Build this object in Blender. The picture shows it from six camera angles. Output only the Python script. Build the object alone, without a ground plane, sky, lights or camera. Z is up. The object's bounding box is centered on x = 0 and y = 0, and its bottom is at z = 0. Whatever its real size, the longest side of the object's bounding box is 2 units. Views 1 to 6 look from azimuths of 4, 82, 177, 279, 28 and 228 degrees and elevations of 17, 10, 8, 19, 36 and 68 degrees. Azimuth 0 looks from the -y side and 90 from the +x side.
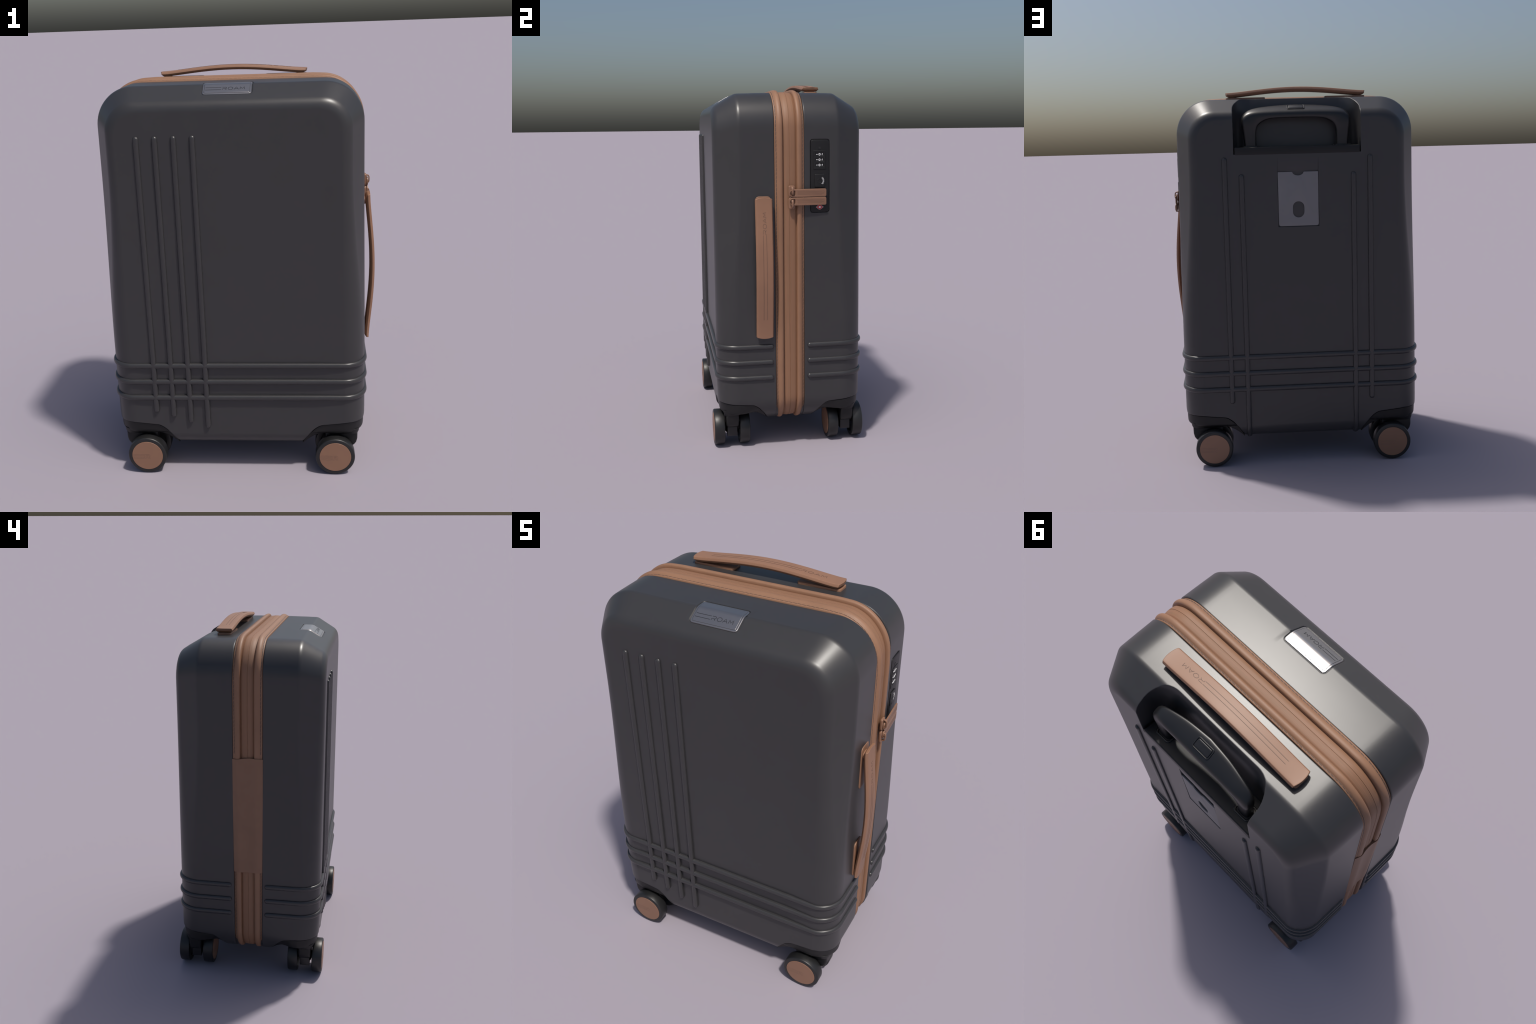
import bpy, bmesh, math, random
from mathutils import Vector, Matrix
random.seed(7)

# ------------------------------------------------------------------ scene
for o in list(bpy.data.objects):
    bpy.data.objects.remove(o, do_unlink=True)
SC = bpy.context.scene
COL = SC.collection

CX = -0.0215            # the case is centred here, the side strap sticks out on +x
HALF = 0.6320            # half width of the shell at its rim
ZT, ZB = 1.9405, 0.147  # top and underside of the shell
RT, RB = 0.182, 0.155   # corner radii, top and bottom


def warp(dx, y, z):
    """The whole case narrows slightly towards the top."""
    k = max(z, 0.34) - 0.34
    tuck = max(0.0, (0.42 - z) / 0.26) ** 1.5 * (0.026 if y < 0 else 0.010)      # and front and back lean in below the ribs
    return Vector((CX + dx * (1 - 0.0090 * k), y * (1 - 0.004 * k - tuck), z))


# -------------------------------------------------------------- materials
def new_mat(name):
    m = bpy.data.materials.new(name)
    m.use_nodes = True
    nt = m.node_tree
    b = nt.nodes["Principled BSDF"]
    return m, nt, b


def plastic(name, col, rough, var=0.06, bump=0.0, bumpscale=900, bevel=0.0, metal=0.0, spec=0.5):
    m, nt, b = new_mat(name)
    tc = nt.nodes.new("ShaderNodeTexCoord")
    n = nt.nodes.new("ShaderNodeTexNoise")
    n.inputs["Scale"].default_value = 9.0
    n.inputs["Detail"].default_value = 5.0
    nt.links.new(tc.outputs["Object"], n.inputs["Vector"])
    r = nt.nodes.new("ShaderNodeValToRGB")
    r.color_ramp.elements[0].position = 0.3
    r.color_ramp.elements[1].position = 0.7
    r.color_ramp.elements[0].color = [c * (1 - var) for c in col] + [1]
    r.color_ramp.elements[1].color = [c * (1 + var) for c in col] + [1]
    nt.links.new(n.outputs["Fac"], r.inputs["Fac"])
    nt.links.new(r.outputs["Color"], b.inputs["Base Color"])
    b.inputs["Roughness"].default_value = rough
    b.inputs["Metallic"].default_value = metal
    b.inputs["Specular IOR Level"].default_value = spec
    last = None
    if bevel:
        bv = nt.nodes.new("ShaderNodeBevel")
        bv.samples = 6
        bv.inputs["Radius"].default_value = bevel
        last = bv.outputs["Normal"]
    if bump:
        n2 = nt.nodes.new("ShaderNodeTexNoise")
        n2.inputs["Scale"].default_value = bumpscale
        nt.links.new(tc.outputs["Object"], n2.inputs["Vector"])
        bp = nt.nodes.new("ShaderNodeBump")
        bp.inputs["Strength"].default_value = bump
        bp.inputs["Distance"].default_value = 0.001
        nt.links.new(n2.outputs["Fac"], bp.inputs["Height"])
        if last:
            nt.links.new(last, bp.inputs["Normal"])
        last = bp.outputs["Normal"]
    if last:
        nt.links.new(last, b.inputs["Normal"])
    return m


def woven(name, col, rough):
    """Tan zip tape: streaks that run along the seam (fast variation across y)."""
    m, nt, b = new_mat(name)
    tc = nt.nodes.new("ShaderNodeTexCoord")
    mp = nt.nodes.new("ShaderNodeMapping")
    mp.inputs["Scale"].default_value = (5, 420, 5)
    nt.links.new(tc.outputs["Object"], mp.inputs["Vector"])
    n = nt.nodes.new("ShaderNodeTexNoise")
    n.inputs["Scale"].default_value = 1.0
    n.inputs["Detail"].default_value = 3.0
    nt.links.new(mp.outputs["Vector"], n.inputs["Vector"])
    r = nt.nodes.new("ShaderNodeValToRGB")
    r.color_ramp.elements[0].position = 0.25
    r.color_ramp.elements[1].position = 0.75
    r.color_ramp.elements[0].color = [col[0] * .88, col[1] * .93, col[2] * .90, 1]
    r.color_ramp.elements[1].color = [col[0] * 1.12, col[1] * 1.04, col[2] * 1.05, 1]
    nt.links.new(n.outputs["Fac"], r.inputs["Fac"])
    nt.links.new(r.outputs["Color"], b.inputs["Base Color"])
    b.inputs["Roughness"].default_value = rough
    bp = nt.nodes.new("ShaderNodeBump")
    bp.inputs["Strength"].default_value = 0.25
    bp.inputs["Distance"].default_value = 0.0008
    nt.links.new(n.outputs["Fac"], bp.inputs["Height"])
    nt.links.new(bp.outputs["Normal"], b.inputs["Normal"])
    return m


SHELLC = (0.0345, 0.0336, 0.0352)
TAN = (0.250, 0.131, 0.080)
M_SHELL = plastic("graphite_polycarbonate", SHELLC, 0.36, 0.03, bevel=0.006)
M_RIB = plastic("graphite_polycarbonate_rib", SHELLC, 0.31, 0.03)
M_BLACK = plastic("black_nylon", (0.010, 0.0098, 0.0102), 0.45, 0.06, 0.05, 700, bevel=0.004, spec=0.35)
M_GLOSS = plastic("black_satin_grip", (0.010, 0.010, 0.011), 0.36, 0.05, bevel=0.002)
M_RUBBER = plastic("black_tyre", (0.012, 0.012, 0.0125), 0.42, 0.08)
M_LEATHER = plastic("tan_leather", (0.258, 0.134, 0.080), 0.50, 0.04, 0.06, 260)
M_HINGE = plastic("tan_hinge_cloth", (0.222, 0.117, 0.069), 0.55, 0.05, 0.05, 400)
M_PIPE = plastic("tan_piping", (0.252, 0.131, 0.074), 0.56, 0.05, 0.04, 500)
M_TAPE = woven("tan_zip_tape", (0.240, 0.124, 0.069), 0.6)
M_TAN_METAL = plastic("tan_coated_zip_pull", [c * .93 for c in TAN], 0.42, 0.03, bevel=0.0015)
M_DISC = plastic("tan_wheel_disc", TAN, 0.45, 0.03)
M_STITCH = plastic("dark_tan_thread", (0.085, 0.052, 0.04), 0.7, 0.2)
M_MARKSHADE = plastic("groove_shade_tan", (0.125, 0.07, 0.048), 0.6, 0.1)  # darker tan on raised ribbons, painting the shade of engraved lines
M_DISCMARK = plastic("groove_shade_disc_tan", (0.185, 0.105, 0.075), 0.5, 0.05)  # groove shade put into the colour, darker than the disc
M_CHROME = plastic("satin_nickel", (0.37, 0.35, 0.345), 0.30, 0.02, metal=0.92, bevel=0.002)
M_CHROMEMARK = plastic("groove_shade_nickel", (0.06, 0.06, 0.065), 0.35, 0.1, metal=0.6)  # dark tone stands in for shade in the badge's cut lines
M_CARD = plastic("grey_card_plate", (0.185, 0.178, 0.180), 0.5, 0.03)
M_WHITE = plastic("white_print", (0.75, 0.75, 0.75), 0.5, 0.02)
M_RED = plastic("red_print", (0.45, 0.012, 0.015), 0.5, 0.02)


# ----------------------------------------------------------------- helpers
def obj_from(name, verts, faces, mat, parent=None, smooth=True, angle=35, recalc=True):
    me = bpy.data.meshes.new(name)
    me.from_pydata([tuple(v) for v in verts], [], faces)
    if recalc:
        bm = bmesh.new()
        bm.from_mesh(me)
        bmesh.ops.recalc_face_normals(bm, faces=bm.faces)
        bm.to_mesh(me)
        bm.free()
    me.materials.append(mat)
    o = bpy.data.objects.new(name, me)
    COL.objects.link(o)
    if parent:
        o.parent = parent
    if smooth:
        me.shade_smooth()
        if angle:
            me.set_sharp_from_angle(angle=math.radians(angle))
    return o


def apply_mods(o):
    dg = bpy.context.evaluated_depsgraph_get()
    dg.update()
    me = bpy.data.meshes.new_from_object(o.evaluated_get(dg))
    old = o.data
    o.modifiers.clear()
    o.data = me
    me.name = o.name
    if old.users == 0:
        if isinstance(old, bpy.types.Mesh):
            bpy.data.meshes.remove(old)
    return o


def loft(rings, close_ring=True, cap=True, close_loft=False):
    """rings: lists of points with equal counts -> (verts, faces)"""
    n = len(rings[0])
    verts = [p for r in rings for p in r]
    faces = []
    m = len(rings)
    for i in range(m if close_loft else m - 1):
        a, b = i * n, ((i + 1) % m) * n
        for j in range(n if close_ring else n - 1):
            k = (j + 1) % n
            faces.append((a + j, a + k, b + k, b + j))
    if cap and not close_loft:
        faces.append(tuple(range(n)))
        faces.append(tuple((m - 1) * n + j for j in reversed(range(n))))
    return verts, faces


def boolean(o, cutters, op='DIFFERENCE', keep=False):
    for c in cutters:
        md = o.modifiers.new("b", 'BOOLEAN')
        md.operation = op
        md.object = c
        md.solver = 'EXACT'
    apply_mods(o)
    if not keep:
        for c in cutters:
            bpy.data.objects.remove(c, do_unlink=True)


def finish(o, angle=35, weighted=True):
    me = o.data
    me.shade_smooth()
    me.set_sharp_from_angle(angle=math.radians(angle))
    if weighted:
        w = o.modifiers.new("wn", 'WEIGHTED_NORMAL')
        w.keep_sharp = True
        w.weight = 60
        apply_mods(o)


def rrect(w, h, r, n=6, cx=0.0, cy=0.0):
    """rounded rectangle outline; r may be one radius or (tr, tl, bl, br)"""
    if not isinstance(r, (tuple, list)):
        r = (r,) * 4
    pts = []
    for (sx, sy, a0, rr) in ((1, 1, 0, r[0]), (-1, 1, 90, r[1]), (-1, -1, 180, r[2]), (1, -1, 270, r[3])):
        ox, oy = cx + sx * (w / 2 - rr), cy + sy * (h / 2 - rr)
        for i in range(n + 1):
            a = math.radians(a0 + 90 * i / n)
            pts.append((ox + rr * math.cos(a), oy + rr * math.sin(a)))
    return pts


def plate(name, outlines, thick, bevel, mat, M, parent=None, bevel_res=2):
    """flat plate with holes, extruded +-thick/2 about its plane, rounded edges; M places it"""
    cu = bpy.data.curves.new(name, 'CURVE')
    cu.dimensions = '2D'
    cu.fill_mode = 'BOTH'
    cu.extrude = max(thick / 2 - bevel, 0.0)
    cu.bevel_depth = bevel
    cu.bevel_resolution = bevel_res
    cu.offset = -bevel
    for out in outlines:
        s = cu.splines.new('POLY')
        s.points.add(len(out) - 1)
        for p, q in zip(s.points, out):
            p.co = (q[0], q[1], 0, 1)
        s.use_cyclic_u = True
    o = bpy.data.objects.new(name, cu)
    COL.objects.link(o)
    dg = bpy.context.evaluated_depsgraph_get()
    dg.update()
    me = bpy.data.meshes.new_from_object(o.evaluated_get(dg))
    bpy.data.objects.remove(o, do_unlink=True)
    bpy.data.curves.remove(cu)
    me.name = name
    me.transform(M)
    me.materials.clear()
    me.materials.append(mat)
    bm = bmesh.new()
    bm.from_mesh(me)
    bmesh.ops.remove_doubles(bm, verts=bm.verts, dist=1e-6)
    bmesh.ops.recalc_face_normals(bm, faces=bm.faces)
    bm.to_mesh(me)
    bm.free()
    me.shade_smooth()
    me.set_sharp_from_angle(angle=math.radians(40))
    r = bpy.data.objects.new(name, me)
    COL.objects.link(r)
    if parent:
        r.parent = parent
    return r


def frame(origin, ex, ey):
    ex, ey = Vector(ex).normalized(), Vector(ey).normalized()
    ez = ex.cross(ey)
    return Matrix(((ex.x, ey.x, ez.x, origin[0]), (ex.y, ey.y, ez.y, origin[1]),
                   (ex.z, ey.z, ez.z, origin[2]), (0, 0, 0, 1)))


def lathe(profile, n=64):
    """profile (r, h) revolved about the local z axis, closed profile"""
    rings = []
    for i in range(n):
        a = 2 * math.pi * i / n
        rings.append([Vector((r * math.cos(a), r * math.sin(a), h)) for r, h in profile])
    return loft(rings, close_ring=True, cap=False, close_loft=True)


def box_cutter(name, lo, hi):
    v = [Vector((x, y, z)) for x in (lo[0], hi[0]) for y in (lo[1], hi[1]) for z in (lo[2], hi[2])]
    f = [(0, 1, 3, 2), (4, 6, 7, 5), (0, 4, 5, 1), (2, 3, 7, 6), (0, 2, 6, 4), (1, 5, 7, 3)]
    return obj_from(name, v, f, M_BLACK, smooth=False)


# letter strokes in a unit box (x right, y up)
def arc(cx, cy, rx, ry, a0, a1, n=14):
    return [(cx + rx * math.cos(math.radians(a0 + (a1 - a0) * i / n)),
             cy + ry * math.sin(math.radians(a0 + (a1 - a0) * i / n))) for i in range(n + 1)]


LETTER = {
    'R': [[(0.02, 1), (0.70, 1)] + arc(0.70, 0.70, .22, .30, 90, -90)[1:] + [(0.12, .40)],
          [(0.55, .40), (0.90, 0)], [(0.02, .40), (0.02, 0)]],
    'O': [arc(.5, .5, .52, .52, 0, 360, 28)],
    'A': [[(0, 0), (.5, 1), (1, 0)], [(.25, .33), (.75, .33)]],
    'M': [[(0, 0), (.08, 1), (.5, .25), (.92, 1), (1, 0)]],
}


def strokes_word(word, x0, x1, h, gap=0.28):
    n = len(word)
    w = (x1 - x0) / (n + gap * (n - 1))
    out = []
    for i, ch in enumerate(word):
        ox = x0 + i * w * (1 + gap)
        for s in LETTER[ch]:
            out.append([(ox + w * px, (py - .5) * h) for px, py in s])
    return out


def stroke_mesh(name, strokes, width, surf, lift, mat, parent, step=0.008):
    """thin raised ribbons, dark ones paint the shade of engraved lines; surf(u, v) -> (point, normal)"""
    verts, faces = [], []
    for s in strokes:
        pts = [Vector((p[0], p[1], 0)) for p in s]
        fine = [pts[0]]
        for a, b in zip(pts, pts[1:]):
            k = max(1, int((b - a).length / step))
            for i in range(1, k + 1):
                fine.append(a.lerp(b, i / k))
        base = len(verts)
        for i, p in enumerate(fine):
            t = (fine[min(i + 1, len(fine) - 1)] - fine[max(i - 1, 0)])
            t = t.normalized() if t.length > 0 else Vector((1, 0, 0))
            nrm = Vector((-t.y, t.x, 0)) * width / 2
            for side, up in ((1, -.001), (1, lift), (-1, lift), (-1, -.001)):
                q = p + nrm * side
                P, N = surf(q.x, q.y)
                verts.append(P + N * up)
        m = len(fine)
        for i in range(m - 1):
            a, b = base + 4 * i, base + 4 * i + 4
            for j in range(3):
                faces.append((a + j, a + j + 1, b + j + 1, b + j))
        faces.append((base, base + 1, base + 2, base + 3))
        e = base + 4 * (m - 1)
        faces.append((e + 3, e + 2, e + 1, e))
    return obj_from(name, verts, faces, mat, parent, smooth=False)


# ------------------------------------------------------------------ root
root = bpy.data.objects.new("suitcase", None)
COL.objects.link(root)
root["label"] = "dark grey hard shell carry-on suitcase with tan leather trim"
root["category"] = "suitcase"


# ------------------------------------------------------------------ shells
def outline(off, zb_extra=0.0, n=18, m=44):
    """closed rounded rectangle (dx, z, nx, nz), offset outward by off"""
    w, zt, zb = HALF + off, ZT + off, ZB - off + zb_extra
    rt, rb = max(RT + .65 * off, .02), max(RB + off, .06)
    pts = []
    cs = ((1, 1, 0, rt), (-1, 1, 90, rt), (-1, -1, 180, rb), (1, -1, 270, rb))
    seq = []
    for sx, sz, a0, r in cs:
        ox = sx * (w - r)
        oz = zt - r if sz > 0 else zb + r
        arcp = []
        for i in range(n + 1):
            a = math.radians(a0 + 90 * i / n)
            arcp.append((ox + r * math.cos(a), oz + r * math.sin(a), math.cos(a), math.sin(a)))
        seq.append(arcp)
    for i in range(4):
        pts += seq[i]
        a, b = seq[i][-1], seq[(i + 1) % 4][0]
        for k in range(1, m):
            t = k / m
            pts.append((a[0] + (b[0] - a[0]) * t, a[1] + (b[1] - a[1]) * t, a[2], a[3]))
    return pts


CH = math.radians(30)


def shell_profile(edge, crease, face):
    """(|y|, inset) from the zip band to the flat face: side, soft crease, chamfer, fillet"""
    P = [(edge, 0.0), (edge + (crease - edge) * .5, .002), (crease - .012, .0038),
         (crease - .004, .0046), (crease + .003, .0068), (crease + .010, .0103)]
    dyf = 0.030
    y1 = face - dyf
    i1 = P[-1][1] + (y1 - P[-1][0]) * math.tan(CH)
    P.append(((P[-1][0] + y1) / 2, (P[-1][1] + i1) / 2))
    R = dyf / (1 - math.sin(CH))
    N = 12
    for k in range(N + 1):
        a = CH + (math.pi / 2 - CH) * k / N
        P.append((y1 + R * (math.sin(a) - math.sin(CH)), i1 + R * (math.cos(CH) - math.cos(a))))
    return P


def round_profile(edge, crease, face):
    """the same profile low on the case, where the chamfer has melted into one round corner"""
    n = len(shell_profile(edge, crease, face))
    y0, b = crease + .012, .108
    P = [(edge, 0.0), (edge + (y0 - edge) * .6, .0015)]
    m = n - 2
    for k in range(m):
        a = math.pi / 2 * k / (m - 1)
        P.append((y0 + (face - y0) * math.sin(a), .0022 + b * (1 - math.cos(a))))
    return P


def blend(z):
    t = min(max((1.55 - z) / .9, 0), 1)
    return t * t * (3 - 2 * t)


def profile_at(spec, z):
    w = blend(z)
    return [(a[0] + (b[0] - a[0]) * w, a[1] + (b[1] - a[1]) * w) for a, b in zip(shell_profile(*spec), round_profile(*spec))]


BOT_Y, BOT_Z = 0.056, 0.072   # rounding of the lower front and back edges


def bottom_rise(ay, face):
    s = BOT_Y
    t = min(max((ay - (face - s)) / s, 0), 1)
    return BOT_Z * (1 - math.sqrt(max(1 - t * t, 0)))


FRONT = (0.083, 0.270, 0.4000)
BACK = (0.074, 0.261, 0.4000)


def make_shell(name, sgn, spec):
    edge, crease, face = spec
    lip = [(edge - .03, .022), (edge - .001, .018), (edge, .004), (edge + .003, .0005)]
    A = lip + shell_profile(*spec)[1:]
    B = lip + round_profile(*spec)[1:]

    def ring(ay, ins):
        rise = bottom_rise(ay, face)
        return outline(-ins, max(rise - ins, -ins) if rise > 0 else -ins)
    rings = []
    for (ya, ia), (yb, ib) in zip(A, B):
        ra, rb = ring(ya, ia), ring(yb, ib)
        out = []
        for p, q in zip(ra, rb):
            w = blend(p[1])
            out.append(warp(p[0] + (q[0] - p[0]) * w, sgn * (ya + (yb - ya) * w), p[1] + (q[1] - p[1]) * w))
        rings.append(out)
    v, f = loft(rings)
    return obj_from(name, v, f, M_SHELL, root)


def hx(dx):
    if dx > .42:
        return .265 + .02 * (dx - .42) / .18
    return max(.265 - .115 * ((.42 - dx) / .11) ** 1.8, .06)


def hy(ay):
    if ay > .215:
        return .265 + .014 * (ay - .215) / .18
    return max(.265 - .115 * ((.215 - ay) / .10) ** 1.8, .06)


def under(dx, ay):
    """curved underside of a housing"""
    g = .212
    if dx < .44:
        g = min(g, .212 - .05 * ((.44 - dx) / .11) ** 2)
    if ay < .225:
        g = min(g, .212 - .05 * ((.225 - ay) / .10) ** 2)
    return g


def corner_block(name, sx, sy, shrink=0.0, n=46, fn=None):
    """solid below the curved parting line of a wheel housing, in one bottom corner"""
    xs = [.25 + (.72 - .25) * i / n for i in range(n + 1)]
    ys = [.07 + (.50 - .07) * i / n for i in range(n + 1)]
    V, F = [], []
    for lev in (0, 1):
        for x in xs:
            for y in ys:
                z = -.05 if lev == 0 else (fn(x, y) if fn else min(hx(x - shrink), hy(y - shrink)) - shrink)
                V.append(Vector((CX + sx * x, sy * y, z)))
    N = n + 1
    idx = lambda l, i, j: l * N * N + i * N + j
    for i in range(n):
        for j in range(n):
            F.append((idx(1, i, j), idx(1, i + 1, j), idx(1, i + 1, j + 1), idx(1, i, j + 1)))
            F.append((idx(0, i, j), idx(0, i, j + 1), idx(0, i + 1, j + 1), idx(0, i + 1, j)))
    for i in range(n):
        F.append((idx(0, i, 0), idx(0, i + 1, 0), idx(1, i + 1, 0), idx(1, i, 0)))
        F.append((idx(0, i, n), idx(1, i, n), idx(1, i + 1, n), idx(0, i + 1, n)))
        F.append((idx(0, 0, i), idx(1, 0, i), idx(1, 0, i + 1), idx(0, 0, i + 1)))
        F.append((idx(0, n, i), idx(0, n, i + 1), idx(1, n, i + 1), idx(1, n, i)))
    return obj_from(name, V, F, M_BLACK, smooth=False)


front = make_shell("shell", -1, FRONT)
back = make_shell("shell", 1, BACK)

# recess for the metal badge: a slab that follows the bend of the top edge
BADGE_W = 0.224


def badge_surf(u, v):
    """u across (x), v down along the profile from the crease (neg. = on the top face)"""
    yc, zc = -0.2675, ZT - .0046
    bl = 0.012
    ang = 0.0 if v < -bl else (CH * (v + bl) / (2 * bl) if v < bl else CH)
    # integrate the bend
    def pos(t):
        y, z = yc, zc
        n = 12
        st = t / n
        for i in range(n):
            tm = st * (i + .5)
            a = 0.012 if tm < -bl else (CH * (tm + bl) / (2 * bl) if tm < bl else CH)
            y -= st * math.cos(a)
            z -= st * math.sin(a)
        return y, z
    y, z = pos(v)
    return Vector((CX + u, y, z)), Vector((0, -math.sin(ang), math.cos(ang)))


def badge_solid(name, grow, h0, h1, mat, parent, radius, bev=0.0):
    v0, v1 = -0.053 - grow, 0.079 + grow
    nv, nu = 40, 4
    W = BADGE_W / 2 + grow
    prof = []
    # outline as rows along v, each with half width (rounded corners)
    rows = []
    for i in range(nv + 1):
        t = i / nv
        v = v0 + (v1 - v0) * (.5 - .5 * math.cos(math.pi * t))
        d = min(v - v0, v1 - v)
        w = W
        if d < radius:
            w = W - radius + math.sqrt(max(radius ** 2 - (radius - d) ** 2, 0))
        rows.append((v, max(w, W - radius + .001)))
    rings = []
    for v, w in rows:
        sec = []
        hb = bev
        for u, h in ((-w, h0), (-w, h1 - hb), (-w + hb, h1), (0, h1), (w - hb, h1), (w, h1 - hb), (w, h0)):
            hh = h
            d = min(v - v0, v1 - v)
            if bev and d < bev and h > h0:
                hh = h - (bev - d) if h == h1 else min(h, h1 - (bev - d))
            P, N = badge_surf(u, v)
            sec.append(P + N * hh)
        rings.append(sec)
    v, f = loft(rings)
    return obj_from(name, v, f, mat, parent, angle=25)


cut = [badge_solid("c", 0.004, -0.0045, 0.03, M_BLACK, None, 0.018)]
for sx in (-1, 1):
    cut.append(corner_block("c", sx, -1))
boolean(front, cut)

# back shell: handle well, lock recess, card pocket, wheel corners
cut = []
# the well: its back wall leans, so it breaks out through the top face behind the crease
WELL = [(1.652, .270), (1.80, .265), (1.86, .2590), (1.895, .2520), (1.922, .2430), (1.938, .2365), (1.97, .224)]
rings = []
for z, yw in WELL:
    w, far = .326, .60
    cr = .060 + .045 * min(max((z - 1.80) / .12, 0), 1)
    rings.append([Vector((x, y, z)) for x, y in rrect(2 * w, far - yw, (.01, .01, cr, cr), 10, CX, (far + yw) / 2)])
v, f = loft(rings)
cut.append(obj_from("c", v, f, M_BLACK, smooth=False))
LOCK_Y, LOCK_Z = 0.158, 1.503
LOCK_X = 0.6005
cut.append(plate("c", [rrect(0.104, 0.384, .014, 6, LOCK_Y, LOCK_Z)], 0.05, 0.0, M_BLACK,
                 frame((LOCK_X - .004 + .025, 0, 0), (0, 1, 0), (0, 0, 1))))
fy = lambda z: BACK[2] * (1 - .004 * (z - .34))   # flat back face
pocket = []
for x in (CX - .1052, CX + .1052):
    pocket.append([Vector((x, fy(1.637) + .0002, 1.637)), Vector((x, fy(1.556) - .008, 1.556)),
                   Vector((x, fy(1.275) - .008, 1.2768)), Vector((x, .47, 1.2768)), Vector((x, .47, 1.637))])
v, f = loft(pocket)
cut.append(obj_from("c", v, f, M_BLACK, smooth=False))
for sx in (-1, 1):
    cut.append(corner_block("c", sx, 1))
boolean(back, cut)
for o in (front, back):
    finish(o, 32, weighted=False)
for e in back.data.edges:      # crisp fold between the ramp and the floor of the card pocket
    a, b = (back.data.vertices[i].co for i in e.vertices)
    if all(abs(p.x - CX) < .11 and abs(p.z - 1.556) < .001 for p in (a, b)):
        e.use_edge_sharp = True
for o in (front, back):
    w = o.modifiers.new("wn", 'WEIGHTED_NORMAL')
    w.keep_sharp = True
    w.weight = 60
    apply_mods(o)

# ------------------------------------------------------------------- ribs
RIBW, RIBH = 0.0135, 0.0108


def sweep_rib(name, path, normals, sides, parent):
    n = len(path)
    d = [0.0]
    for a, b in zip(path, path[1:]):
        d.append(d[-1] + (b - a).length)
    L = d[-1]
    E_ = 0.0145
    rings = []
    for p, nn, s, t in zip(path, normals, sides, d):
        e = min(t, L - t)
        k = 1.0 if e >= E_ else math.sqrt(max(1 - ((E_ - e) / E_) ** 2, 0.0)) + .02
        ring = [p - nn * .006 - s * RIBW * k]
        for i in range(11):
            a = math.pi * i / 10
            ring.append(p - s * RIBW * k * math.cos(a) + nn * (RIBH * min(k, 1) * math.sin(a) ** .85 + .0003))
        ring.append(p - nn * .006 + s * RIBW * k)
        rings.append(ring)
    v, f = loft(rings)
    return obj_from(name, v, f, M_RIB, parent, angle=60)


def resample(path, ends=0.0145):
    """dense samples near both ends so that they close in a round tip"""
    d = [0.0]
    for a, b in zip(path, path[1:]):
        d.append(d[-1] + (b - a).length)
    L = d[-1]
    ts = [ends * (1 - math.cos(math.pi / 2 * i / 8)) for i in range(9)]
    mid = [t for t in d if ends * 1.05 < t < L - ends * 1.05]
    ts = ts + mid + [L - t for t in reversed(ts)]
    out = []
    k = 0
    for t in ts:
        while k < len(d) - 2 and d[k + 1] < t:
            k += 1
        u = (t - d[k]) / max(d[k + 1] - d[k], 1e-9)
        out.append(path[k].lerp(path[k + 1], u))
    return out


def with_frames(path, side=None):
    out = []
    for i in range(len(path)):
        t = (path[min(i + 1, len(path) - 1)] - path[max(i - 1, 0)]).normalized()
        out.append(t)
    return out


def horizontal_rib(z, sgn, spec, start, parent):
    prof = [p for p in profile_at(spec, z) if p[0] > start]
    prof = [(start, .0005)] + prof[:-1] + [prof[-1]]
    right = [warp(HALF - ins, sgn * ay, z) for ay, ins in prof]
    left = [warp(-(HALF - ins), sgn * ay, z) for ay, ins in prof]
    a, b = right[-1], left[-1]
    mid = [a.lerp(b, i / 20) for i in range(1, 20)]
    path = resample(right + mid + left[::-1])
    T = with_frames(path)
    up = Vector((0, 0, 1))
    normals = []
    for p, t in zip(path, T):
        nn = up.cross(t)
        if nn.dot(p - Vector((CX, 0, z))) < 0:
            nn = -nn
        normals.append(nn.normalized())
    sweep_rib("rib", path, normals, [up] * len(path), parent)


for z in (.593, .5065, .4200):
    horizontal_rib(z, -1, FRONT, 0.096, front)
    horizontal_rib(z - .0015, 1, BACK, 0.089, back)


def vertical_rib(x, ztop, zend, sgn, spec, parent, wrap=False):
    face = spec[2]
    path = []
    k = lambda z: warp(0, 1, z).y
    zlow = ZB + BOT_Z
    n = 24
    z1 = max(zend, zlow)
    for i in range(n + 1):
        z = ztop + (z1 - ztop) * i / n
        path.append(Vector((x, sgn * face * k(z), z)))
    s = BOT_Y
    if zend < zlow or wrap:
        a1 = math.radians(84) if wrap else math.acos(max(0, 1 - 0)) or math.radians(12)
        for i in range(1, 15):
            a = a1 * i / 14
            zz = zlow - BOT_Z * math.sin(a)
            path.append(Vector((x, sgn * k(zz) * (face - s + s * math.cos(a)), zz)))
    path = resample(path)
    T = with_frames(path)
    sd = Vector((1, 0, 0))
    normals = []
    for p, t in zip(path, T):
        nn = sd.cross(t).normalized()
        if nn.dot(Vector((0, sgn, 0)) + Vector((0, 0, -.2))) < 0:
            nn = -nn
        normals.append(nn)
    sweep_rib("rib", path, normals, [sd] * len(path), parent)


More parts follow.
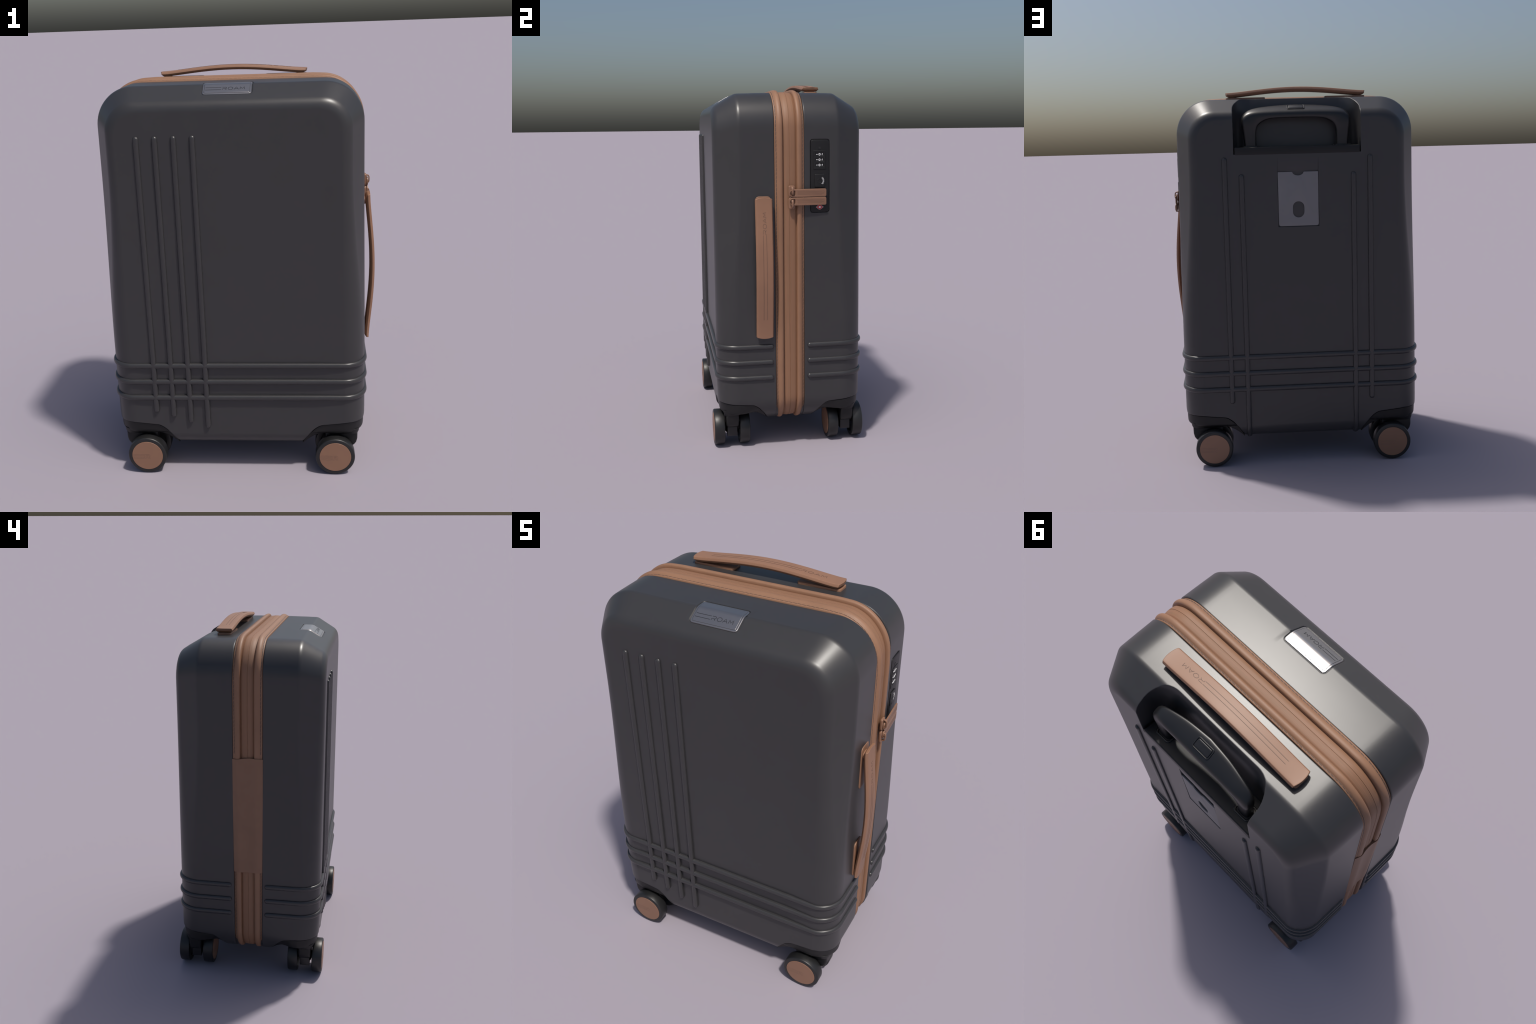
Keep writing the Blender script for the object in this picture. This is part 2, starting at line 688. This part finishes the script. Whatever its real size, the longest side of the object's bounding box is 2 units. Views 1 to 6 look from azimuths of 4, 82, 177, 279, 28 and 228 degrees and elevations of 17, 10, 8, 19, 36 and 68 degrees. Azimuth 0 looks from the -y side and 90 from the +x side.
for x, zb in ((-.436, .337), (-.3505, .312), (-.265, .281), (-.1795, .251)):
    vertical_rib(x, 1.724, zb, -1, FRONT, front)
for x, zt, wr in ((.353, 1.638, 0), (.268, 1.552, 1), (-.308, 1.552, 1), (-.394, 1.638, 0)):
    vertical_rib(x, zt, .340, 1, BACK, back, wrap=bool(wr))


# --------------------------------------------------------------- zip band
def band_warp(dx, y, z):
    """the band sits a little deeper between the shells towards the bottom"""
    p = warp(dx, y, z)
    p.x -= math.copysign(1, dx) * (.005 + .012 * min(max((1.40 - z) / 1.2, 0), 1)) * min(abs(dx) / .6, 1) ** 3
    vx, vz = max(abs(dx) - .40, 0), max(z - 1.70, 0)
    w = 2 * vx * vz / max(vx * vx + vz * vz, 1e-9)
    p.x -= math.copysign(.0065, dx) * w
    p.z -= .0065 * w
    p.z += .008 * min(max((.35 - z) / .2, 0), 1)
    return p


def band(name, prof, mat, parent=root, select=None, n=18):
    """prof: closed list of (y, outward offset); swept round the case"""
    base = None
    cols = []
    for y, off in prof:
        cols.append([(dx, z, y) for dx, z, _, _ in outline(off, n=n)])
    rings = []
    for j in range(len(cols[0])):
        rings.append([band_warp(c[j][0], c[j][2], c[j][1]) for c in cols])
    if select:
        rings = [r for r in rings if select(r[0])]
        v, f = loft(rings, True, True)
    else:
        v, f = loft(rings, True, False, True)
    return obj_from(name, v, f, mat, parent, angle=50)


def cord_profile(y0, y1, s):
    """y0 outer lip edge (by the shell), y1 inner edge (by the tape)"""
    w = y1 - y0
    P = [(y0, -.02), (y0, .0030), (y0 + .05 * w, .0050), (y0 + .15 * w, .0058), (y0 + .22 * w, .0058), (y0 + .28 * w, .0084),
         (y0 + .36 * w, .0114), (y0 + .47 * w, .0138), (y0 + .62 * w, .0154), (y0 + .78 * w, .0152), (y0 + .90 * w, .0132),
         (y0 + .97 * w, .0090), (y0 + 1.0 * w, .0010), (y0 + .98 * w, -.02)]
    return P


band("piping", cord_profile(-.083, -.0385, 1), M_PIPE)
band("piping", cord_profile(.074, .0335, 1), M_PIPE)
tape = [(-.045, -.02), (-.045, -.003), (-.036, -.0025), (-.030, .0030), (-.016, .0052), (-.0060, .0052), (-.0048, .0036),
        (-.0032, .0036), (-.0020, .0052), (.010, .0040), (.022, .0030), (.028, .0010), (.031, -.002), (.042, -.003), (.042, -.02)]
band("zip_tape", tape, M_TAPE)


# hinge cover on the left flank
def flank(y, off, z):
    return band_warp(-(HALF + off), y, z)


rings = []
zs = [1.334 + (.676 - 1.334) * i / 24 for i in range(25)]
sec = [(-.086, -.012), (-.086, .0060), (-.081, .0085), (-.066, .0135), (-.055, .0170), (-.045, .0168), (-.034, .0140), (-.02, .0118), (-.004, .0112),
       (.012, .0118), (.026, .0140), (.038, .0168), (.048, .0170), (.058, .0135), (.072, .0085), (.077, .0060), (.077, -.012)]
for z in zs:
    rings.append([flank(y, off + .0018, z + .004 * math.sin((y + .08) * 30) * (1 if z > 1.3 else 0)) for y, off in sec])
v, f = loft(rings)
obj_from("hinge_cover", v, f, M_HINGE, root, angle=60)

# stitches: short dark threads sunk in the lip of each piping
for y in (-.0748, .0664):
    base = outline(.0060, n=40, m=80)
    pts = [band_warp(dx, y, z) for dx, z, _, _ in base]
    nor = [Vector((nx, 0, nz)) for _, _, nx, nz in base]
    d = [0.0]
    N = len(pts)
    for i in range(N):
        d.append(d[-1] + (pts[(i + 1) % N] - pts[i]).length)
    L = d[-1]
    count = int(L / 0.0205)
    V, F = [], []

    def at(t):
        t %= L
        lo, hi = 0, N
        while hi - lo > 1:
            m_ = (lo + hi) // 2
            if d[m_] <= t:
                lo = m_
            else:
                hi = m_
        u = (t - d[lo]) / max(d[lo + 1] - d[lo], 1e-9)
        return pts[lo].lerp(pts[(lo + 1) % N], u), nor[lo].lerp(nor[(lo + 1) % N], u).normalized()
    for i in range(count):
        t0 = L * i / count
        jit = random.uniform(-.0006, .0006)
        secs = []
        for k in range(4):
            P, Nn = at(t0 + .0180 * k / 3)
            h = .0002 + .0003 * math.sin(math.pi * (k + .3) / 3.6)
            yv = Vector((0, 1, 0))
            w = .0015
            P = P + yv * (jit + .0004 * (k - 1.5))
            secs.append([P - yv * w - Nn * .002, P - yv * w + Nn * h, P + yv * w + Nn * h, P + yv * w - Nn * .002])
        if P.x < -.5 and .665 < P.z < 1.345:
            continue
        v, f = loft(secs)
        b = len(V)
        V += v
        F += [tuple(q + b for q in ff) for ff in f]
    o = obj_from("stitching", V, F, M_STITCH, root, smooth=False, recalc=True)
    o["kind"] = "stuff"

# ------------------------------------------------------------------ badge
badge = badge_solid("badge", 0.0, -.0044, -.0006, M_CHROME, root, 0.014, .0022)
badge_solid("badge_gap_shade", -.0078, -.003, -.0003, M_CHROMEMARK, badge, 0.007)  # dark layer added under the panel to stand in for a shaded gap
badge_solid("badge_panel", -.0090, -.003, .0006, M_CHROME, badge, 0.006, .0009)
S = [[(-.098, .0312), (-.026, .0312)], [(-.098, .0482), (-.026, .0482)]]
S += [[(px, .0397 - py) for px, py in s] for s in strokes_word("ROAM", -.021, .080, .019)]
stroke_mesh("badge_mark", S, .0026, lambda u, v: (badge_surf(u, v)[0], badge_surf(u, v)[1]), .0010, M_CHROMEMARK, badge)


# ---------------------------------------------------------- carry straps
def strap(name, length, width, thick, rise, place, parent=root):
    """a bowed leather strap with bevelled edges and convex ends.
    place(s, t, h): s along, t across, h height above the strap's resting top"""
    n = 56
    half = length / 2
    w = width / 2

    def top(s):
        q = max(1 - (s / half) ** 2, 0)
        return rise * q ** 1.6
    sec = [(-w + .009, -thick), (-w, -thick * .52), (-w + .006, -.0005), (-w * .64, .0), (-w * .4, .0), (-w * .2, .0), (0, .0), (w * .2, 0), (w * .4, .0), (w * .64, .0), (w - .006, -.0005),
           (w, -thick * .52), (w - .009, -thick), (w * .4, -thick), (0, -thick), (-w * .4, -thick)]
    rings = []
    for i in range(n + 1):
        q = i / n
        s0 = -half + length * (.5 - .5 * math.cos(math.pi * q)) * .75 + length * .25 * q
        ring = []
        for t, h in sec:
            end = (t / w) ** 2 * .010
            s = s0 * (half - end) / half
            hh = h
            e = half - abs(s0)
            if h < -thick * .8 and e < .022:
                hh = h + (1 - e / .022) ** 2 * thick * .42
            if h < -thick * .8:
                s *= (1 - .006)
            ring.append(place(s, t, hh + top(s0)))
        rings.append(ring)
    v, f = loft(rings)
    o = obj_from(name, v, f, M_LEATHER, parent, angle=28)
    bv = o.modifiers.new("bv", 'BEVEL')
    bv.width = .0022
    bv.segments = 2
    bv.limit_method = 'ANGLE'
    bv.angle_limit = math.radians(28)
    apply_mods(o)
    finish(o, 50)
    return o, top


HX = -0.0335     # centre of the top strap
place_top = lambda s, t, h: Vector((HX + s, .164 + t, 1.974 + h))
top_strap, top_f = strap("carry_handle", .746, .094, .0235, .026, place_top)
HZ = 1.0215
place_side = lambda s, t, h: Vector((.6345 + h, -.1445 + t, HZ + s))
side_strap, side_f = strap("carry_handle", .757, .094, .0215, .0255, place_side)


def mark_strokes(x_from, x_word, x_to, h):
    S = [[(x_from, h * .5), (x_word - .004, h * .5)], [(x_from, -h * .5), (x_word - .004, -h * .5)]]
    return S + strokes_word("ROAM", x_word, x_to, h)


def surf_top(u, v):     # reads from the front: +u = +x, letters' up = +y
    return Vector((HX + u, .164 + v - .004, 1.974 + top_f(u))), Vector((0, 0, 1))


stroke_mesh("handle_mark", mark_strokes(-.284, .172, .292, .0165), .0019, surf_top, .0005, M_MARKSHADE, top_strap)


def surf_side(u, v):    # reads upwards: +u = +z, letters' up = -y
    return Vector((.6345 + side_f(u), -.1435 - v, HZ + u)), Vector((1, 0, 0))


stroke_mesh("handle_mark", mark_strokes(-.272, .188, .300, .0175), .0019, surf_side, .0005, M_MARKSHADE, side_strap)

# leather tabs under the straps
for x0, x1, rr in ((-.402, -.190, 1), (.129, .337, -1)):
    c = (x0 + x1) / 2
    r = (.004, .030, .030, .004) if rr > 0 else (.030, .004, .004, .030)
    plate("handle_tab", [rrect(x1 - x0, .072, (.012,) * 4, 6, c, .164)], .016, .002, M_LEATHER,
          frame((0, 0, 1.9405), (1, 0, 0), (0, 1, 0)), top_strap)
for z0, z1 in ((1.182, 1.403), (.650, .858)):
    c = (z0 + z1) / 2
    plate("handle_tab", [rrect(.083, z1 - z0, .020, 6, -.1450, c)], .018, .002, M_LEATHER,
          frame((.6065 + (1.0 - c) * .006, 0, 0), (0, 1, 0), (-.006, 0, 1)), side_strap)
# rivets that hold the straps to the tabs
for s in (-.335, .335):
    v, f = loft([[place_top(s + .018 * math.cos(a), .028 * math.sin(a), h) for a in [2 * math.pi * i / 20 for i in range(20)]] for h in (-.034, -.019)])
    obj_from("strap_post", v, f, M_LEATHER, top_strap)
    v, f = loft([[place_side(s + .018 * math.cos(a), .028 * math.sin(a), h) for a in [2 * math.pi * i / 20 for i in range(20)]] for h in (-.034, -.016)])
    obj_from("strap_post", v, f, M_LEATHER, side_strap)

# ------------------------------------------------------------------- lock
LX = LOCK_X
lock = plate("lock", [rrect(.098, .378, .013, 6, LOCK_Y, LOCK_Z)], .008, .0018, M_BLACK,
             frame((LX - .0005, 0, 0), (0, 1, 0), (0, 0, 1)), root)
lf = LX + .0035      # lock face
FR = lambda d: frame((lf + d, 0, 0), (0, 1, 0), (0, 0, 1))
plate("release_button", [rrect(.012, .011, .001, 3, .157, 1.6485)], .003, .0006, M_GLOSS, FR(.0003), lock)
plate("dial_frame", [rrect(.066, .100, .003, 4, .1555, 1.5885), rrect(.046, .014, .002, 3, .1555, 1.6165)[::-1],
                     rrect(.046, .014, .002, 3, .1555, 1.5885)[::-1], rrect(.046, .014, .002, 3, .1555, 1.5610)[::-1]],
      .003, .0006, M_BLACK, FR(.0006), lock)
flat = lambda u, v: (Vector((lf + .0012, u, v)), Vector((1, 0, 0)))
for zc in (1.6165, 1.5885, 1.5610):
    # a dial drum peeking through its window, showing three figures
    v, f = lathe([(.001, -.006), (.014, -.006), (.014, .006), (.001, .006)], 40)
    w = obj_from("dial", v, f, M_GLOSS, lock)
    w.data.transform(frame((lf - .0125, .1555, zc), (1, 0, 0), (0, 1, 0)))
    S = [[(.1375, zc), (.1455, zc)]]
    S += [[(.1555 + .0040 * math.cos(a), zc + .0050 * math.sin(a)) for a in [2 * math.pi * i / 16 for i in range(17)]]]
    S += [[(.1725, zc + .0042), (.1685, zc + .0012), (.1700, zc - .0042)], [(.1715, zc - .002), (.1690, zc - .001)]]
    stroke_mesh("dial_figures", S, .0027, flat, .0012, M_WHITE, lock)
key = plate("key_cover", [rrect(.056, .070, .007, 5, .1565, 1.479)], .006, .0012, M_BLACK, FR(.0012), lock)
v, f = lathe([(.0085, 0), (.0085, .0012), (.0105, .0012), (.0105, 0)], 40)
k = obj_from("keyhole_ring", v, f, M_GLOSS, lock)
k.data.transform(frame((lf + .0040, .1535, 1.479), (0, 1, 0), (0, 0, 1)))
kf = lambda u, v: (Vector((lf + .0042, u, v)), Vector((1, 0, 0)))
S = []
for i in range(9):       # tiny print in an arc round the keyhole
    a = math.radians(44 - 88 * i / 8)
    ca, sa = math.cos(a), math.sin(a)
    P = lambda r, s: (.1535 + r * ca - s * sa, 1.479 + r * sa + s * ca)
    S.append([P(.0195, .0008), P(.0262, .0008)])
    if i % 2 == 0:
        S.append([P(.0195, .0008), P(.0195, -.0014), P(.0225, -.0014)])
    else:
        S.append([P(.0262, .0008), P(.0262, -.0012), P(.023, -.0014)])
S.append([(.1580, 1.4705), (.1600, 1.4705)])
stroke_mesh("key_print", S, .0012, kf, .0004, M_WHITE, lock)
# red diamond emblem


def diamond(w, h, r=.2):
    return [(LOCK_Y - .001 + a, 1.3405 + b) for a, b in ((w, 0), (w * r, h), (-w * r, h), (-w, 0), (-w * r, -h), (w * r, -h))]


em = plate("emblem_rim", [diamond(.0205, .0125)], .0016, .0, M_WHITE, FR(.0004), lock)
plate("emblem_field", [diamond(.0193, .0117)], .0016, .0, M_RED, FR(.0009), lock)
plate("emblem_bar", [rrect(.037, .0010, .0002, 2, LOCK_Y - .001, 1.3405)], .0016, .0, M_WHITE, FR(.0012), lock)
plate("emblem_diamond", [diamond(.0072, .0060, .1)], .0016, .0, M_WHITE, FR(.0015), lock)

# ------------------------------------------------------------ zip pullers
for zc, s in ((1.4185, 1), (1.3745, -1)):
    ex = Vector((-.055, 1, 0))
    Mx = frame((.6325, .0, zc), ex, (0, 0, 1))
    body = rrect(.196, .0415, (.008, .017, .017, .008), 7, .0905, 0)
    hole = rrect(.026, .0255, (.004, .011, .011, .004), 6, .0075, 0)[::-1]
    p = plate("zip_pull", [body, hole], .0066, .0014, M_TAN_METAL, Mx, root)
    surf = lambda u, v, Mx=Mx: (Mx @ Vector((u, v, .0033)), Mx.to_3x3() @ Vector((0, 0, 1)))
    S = []
    for o in (-.0055, .0055):
        S.append([(.034, o - .0026), (.166, o - .0026)])
        S.append([(.034, o + .0026), (.166, o + .0026)])
        S.append([(.034, o - .0026), (.034, o + .0026)])
    S += [[(.164 + (1 - 0) * .014 * px, (py - .5) * .0165) for px, py in st] for st in LETTER['R']]
    stroke_mesh("pull_mark", S, .0009, surf, .0003, M_MARKSHADE, p)
    # slider body on the teeth
    sl = rrect(.034, .062, (.016, .016, .008, .008) if s < 0 else (.008, .008, .016, .016), 6, .004, zc + s * .008)
    slider = plate("zip_slider", [sl], .011, .003, M_TAN_METAL, frame((.6215, 0, 0), (0, 1, 0), (0, 0, 1)), root)
    # bridge that holds the pull: arch from slider, through the hole
    z0, z1 = zc - .0065 if s > 0 else zc + .0105, zc + s * .034
    a, b = (zc - s * .008), (zc + s * .032)
    rings = []
    for i in range(15):
        t = i / 14
        ang = math.pi * t
        zz = (a + b) / 2 - (b - a) / 2 * math.copysign(abs(math.cos(ang)) ** .6, math.cos(ang))
        xx = .623 + .0185 * math.sin(ang) ** .6
        tt = Vector((math.cos(ang) * .0205, 0, (b - a) / 2 * math.sin(ang))).normalized()
        nrm = Vector((tt.z, 0, -tt.x)) * (1 if b > a else -1)
        y0 = .0055
        rings.append([Vector((xx, y0 + dy, zz)) + nrm * dn for dy, dn in ((-.0052, -.003), (-.0052, .002), (-.003, .003), (.003, .003), (.0052, .002), (.0052, -.003))])
    v, f = loft(rings)
    obj_from("slider_bridge", v, f, M_TAN_METAL, slider, angle=40)

# -------------------------------------------------- pull-out handle in well
sill = plate("handle_sill", [rrect(.642, .176, (.004, .004, .010, .010), 4, CX, .311)], .041, .006, M_BLACK,
             frame((0, 0, 1.6665), (1, 0, 0), (0, 1, 0)), root, 3)


def cat(P, t):
    """Catmull-Rom through tuples"""
    n = len(P) - 1
    f = min(max(t, 0), 1) * n
    i = min(int(f), n - 1)
    u = f - i
    p0, p1, p2, p3 = P[max(i - 1, 0)], P[i], P[i + 1], P[min(i + 2, n)]
    return [0.5 * (2 * b + (c - a) * u + (2 * a - 5 * b + 4 * c - d) * u * u + (3 * b - a - 3 * c + d) * u ** 3)
            for a, b, c, d in zip(p0, p1, p2, p3)]


# half of the grip: inner x,z  outer x,z  y centre, y half depth
GRIP = [(.206, 1.680, .268, 1.680, .334, .024), (.206, 1.720, .270, 1.715, .334, .024), (.205, 1.765, .276, 1.770, .334, .025),
        (.196, 1.797, .282, 1.825, .334, .027), (.172, 1.820, .262, 1.858, .331, .030), (.135, 1.836, .215, 1.876, .328, .034),
        (.09, 1.843, .120, 1.885, .321, .041), (0, 1.846, 0, 1.889, .317, .046)]
rings = []
NS = 60
for i in range(2 * NS + 1):
    t = i / NS
    sgn = 1
    if t > 1:
        t, sgn = 2 - t, -1
    xi, zi, xo, zo, yc, yd = cat(GRIP, t)
    c = Vector((CX + sgn * (xi + xo) / 2, yc, (zi + zo) / 2))
    h = Vector((sgn * (xo - xi) / 2, 0, (zo - zi) / 2))
    ring = []
    for k in range(28):
        a = 2 * math.pi * k / 28
        ca, sa = math.cos(a), math.sin(a)
        e = .62
        # outer half of the section is domed, the inner half flatter
        q = math.copysign(abs(ca) ** e, ca)
        lean = .49 * yd * min(max((c.z - 1.74) / .10, 0), 1)   # the grip slopes down towards the back
        ring.append(c + h * math.copysign(abs(sa) ** (e if sa > 0 else .8), sa) + Vector((0, yd * q, -lean * q)))
    rings.append(ring)
v, f = loft(rings)
grip = obj_from("pull_out_handle", v, f, M_GLOSS, root, angle=50)
v_rim = rrect(.092, .050, .010, 6, CX - .001, 0)
plate("release_button_rim", [v_rim, rrect(.082, .040, .007, 6, CX - .001, 0)[::-1]], .006, .0015, M_GLOSS,
      frame((0, .3200, 1.8870), (1, 0, 0), (0, 1, -.49)), grip)
plate("release_button", [rrect(.078, .036, .007, 6, CX - .001, 0)], .008, .0025, M_GLOSS,
      frame((0, .3200, 1.8870), (1, 0, 0), (0, 1, -.49)), grip)
for s in (-1, 1):
    v_ = plate("handle_collar", [rrect(.086, .072, .016, 6, CX + s * .238, .335), rrect(.068, .056, .012, 6, CX + s * .238, .335)[::-1]],
               .008, .002, M_GLOSS, frame((0, 0, 1.6885), (1, 0, 0), (0, 1, 0)), sill)

# ------------------------------------------------------------ luggage tag
zc = (1.5575 + 1.279) / 2
hgt = 1.5575 - 1.279
tag = []
w = .1035
tag += [(w, hgt / 2)]
tag = rrect(2 * w, hgt, (.0015, .0015, .012, .012), 6)
i_tl = [i for i, p in enumerate(tag) if p[1] > hgt / 2 - .0001]
notch = [(.033, hgt / 2), (.029, hgt / 2 - .001)] + [(.0335 * math.cos(math.radians(a)) * .86, hgt / 2 - .019 * math.sin(math.radians(a))) for a in range(14, 168, 11)] + [(-.029, hgt / 2 - .001), (-.033, hgt / 2)]
out = []
for i, p in enumerate(tag):
    out.append(p)
    if p[1] > hgt / 2 - .0001 and p[0] > 0 and tag[(i + 1) % len(tag)][0] < 0:
        out += notch
hole = rrect(.059, .083, .0292, 9, .0, -.054)[::-1]
plate("luggage_tag", [out, hole], .006, .0008, M_CARD,
      frame((CX, fy(zc) - .0040, zc), (-1, 0, 0), (0, .0069, 1)), root)

# ---------------------------------------------------- wheels and housings
HZ0 = 0.212      # underside of the housings
for sy, spec in ((-1, FRONT), (1, BACK)):
    for sx in (-1, 1):
        rings = []
        for z, ins in ((.315, .0030), (.28, .0040), (.26, .0050), (.24, .0055), (.225, .0065), (.218, .0090), (.213, .0135), (.2105, .020), (.15, .024)):
            RP = round_profile(*spec)
            P = [(ay, .001 + ins) for ay in (.095, .11, .125, .14, .155, .17, .185, .20, .22, .24, .255)]
            P += [(ay, i + ins) for ay, i in RP if ay > .262]
            ring = []
            for k, (ay, i) in enumerate(P):
                q = min(max((ay - .17) / .12, 0), 1)
                q = q * q * (3 - 2 * q)
                h = max(ZB + RB - z, 0)
                roll = RB - math.sqrt(max(RB * RB - min(h, RB) ** 2, 0))   # skirts roll under with the shell
                i = i + (1 - q) * (max(min(roll, .06) - .004, 0) + .010)
                yy = ay - ins * min(max((ay - spec[1]) / (spec[2] - spec[1]), 0), 1)
                ring.append(warp(sx * (HALF - i), sy * yy, z))
            ring.append(warp(sx * .26, sy * (spec[2] - ins), z))
            ring.append(warp(sx * .26, sy * P[0][0], z))
            rings.append(ring)
        v, f = loft(rings)
        hs = obj_from("wheel_housing", v, f, M_BLACK, root)
        boolean(hs, [corner_block("c", sx, sy, .0035)], 'INTERSECT')
        boolean(hs, [corner_block("c", sx, sy, fn=under)])
        hs.data.materials.clear()
        hs.data.materials.append(M_BLACK)
        finish(hs, 32)
        wy = sy * .3205
        wx = CX + sx * .4785
        X = lambda d: CX + sx * d

        # collar under the housing that funnels into the fork
        rings = []
        for z, xo, xi, yh, r in ((.228, .604, .42, .054, .048), (.212, .602, .42, .050, .044), (.203, .599, .43, .045, .035), (.196, .594, .43, .0405, .028)):
            rings.append([Vector((X(p[0]), wy + p[1], z)) for p in rrect(xo - xi, 2 * yh, r, 6, (xo + xi) / 2, 0)])
        v, f = loft(rings)
        obj_from("swivel_collar", v, f, M_BLACK, hs)
        # fork between the two wheels
        prof = [(.43, .2), (.593, .2), (.592, .165), (.587, .145), (.576, .130), (.560, .123), (.535, .120), (.515, .100), (.505, .070),
                (.478, .062), (.452, .078), (.448, .100), (.435, .15)]
        fork = plate("caster_fork", [prof if sx > 0 else [(-a, b) for a, b in prof][::-1]], .068, .010, M_BLACK,
                     frame((CX, wy, 0), (1, 0, 0), (0, 0, 1)), root, 3)
        plate("axle_block", [rrect(.045, .055, .004, 4, sx * .532, .094)], .056, .003, M_GLOSS,
              frame((CX, wy, 0), (1, 0, 0), (0, 0, 1)), fork)
        v, f = loft([[Vector((wx + .022 * math.cos(a), wy + yy, .0985 + .022 * math.sin(a))) for a in [2 * math.pi * i / 24 for i in range(24)]]
                     for yy in (-.085, .085)])
        obj_from("axle", v, f, M_BLACK, fork)
        for inner in (0, 1):
            # outward direction of this wheel's disc
            od = sy if inner == 0 else -sy
            yf = wy + od * .0985       # outer face plane
            R = .0985
            tp = [(.020, 0), (.079, 0), (.0795, -.0008), (.0800, .0006), (.0930, .0010), (.0965, -.001), (R, -.0045), (R, -.050),
                  (.0965, -.0545), (.090, -.0565), (.074, -.0565), (.070, -.046), (.020, -.046)]
            tp = [(r, h - .0012) for r, h in tp]
            v, f = lathe(tp, 72)
            # local z -> outward; local x -> world x as seen from outside
            ex = Vector((1, 0, 0)) if od < 0 else Vector((-1, 0, 0))
            M = frame((wx, yf, .0985), ex, (0, 0, 1))
            wl = obj_from("wheel", v, f, M_RUBBER, root, angle=40)
            wl.data.transform(M)
            dp = [(.0001, -.006), (.0790, -.006), (.0790, .0002), (.0782, .0010), (.0001, .0010)]
            v, f = lathe(dp, 64)
            dk = obj_from("wheel_disc", v, f, M_DISC, wl, angle=40)
            dk.data.transform(M)
            sf = lambda u, v, M=M: (M @ Vector((u, v, .0010)), M.to_3x3() @ Vector((0, 0, 1)))
            S = []
            for o in (-.0075, .0075):
                for q in (-.0035, .0035):
                    xe = -math.sqrt(.077 ** 2 - (o + q + .004) ** 2)
                    S.append([(xe, o + q - .004), (-.018, o + q - .004)])
                S.append([(-.018, o - .0075), (-.018, o - .0005)])
            Rl = [[(0, -.5), (0, .5), (.75, .5), (1, .3), (1, .05), (.8, -.1), (1, -.5), (.72, -.5), (.52, -.15), (.28, -.15), (.28, -.5), (0, -.5)],
                  [(.28, .10), (.28, .28), (.66, .28), (.72, .2), (.66, .10), (.28, .10)]]
            S += [[(-.014 + .027 * a, -.004 + .024 * b) for a, b in st] for st in Rl]
            stroke_mesh("disc_mark", S, .0011, sf, .0003, M_DISCMARK, wl)

# --------------------------------------------------------------- clean-up
for o in list(bpy.data.objects):
    if o.type == 'MESH' and o.parent is None:
        bpy.data.objects.remove(o, do_unlink=True)
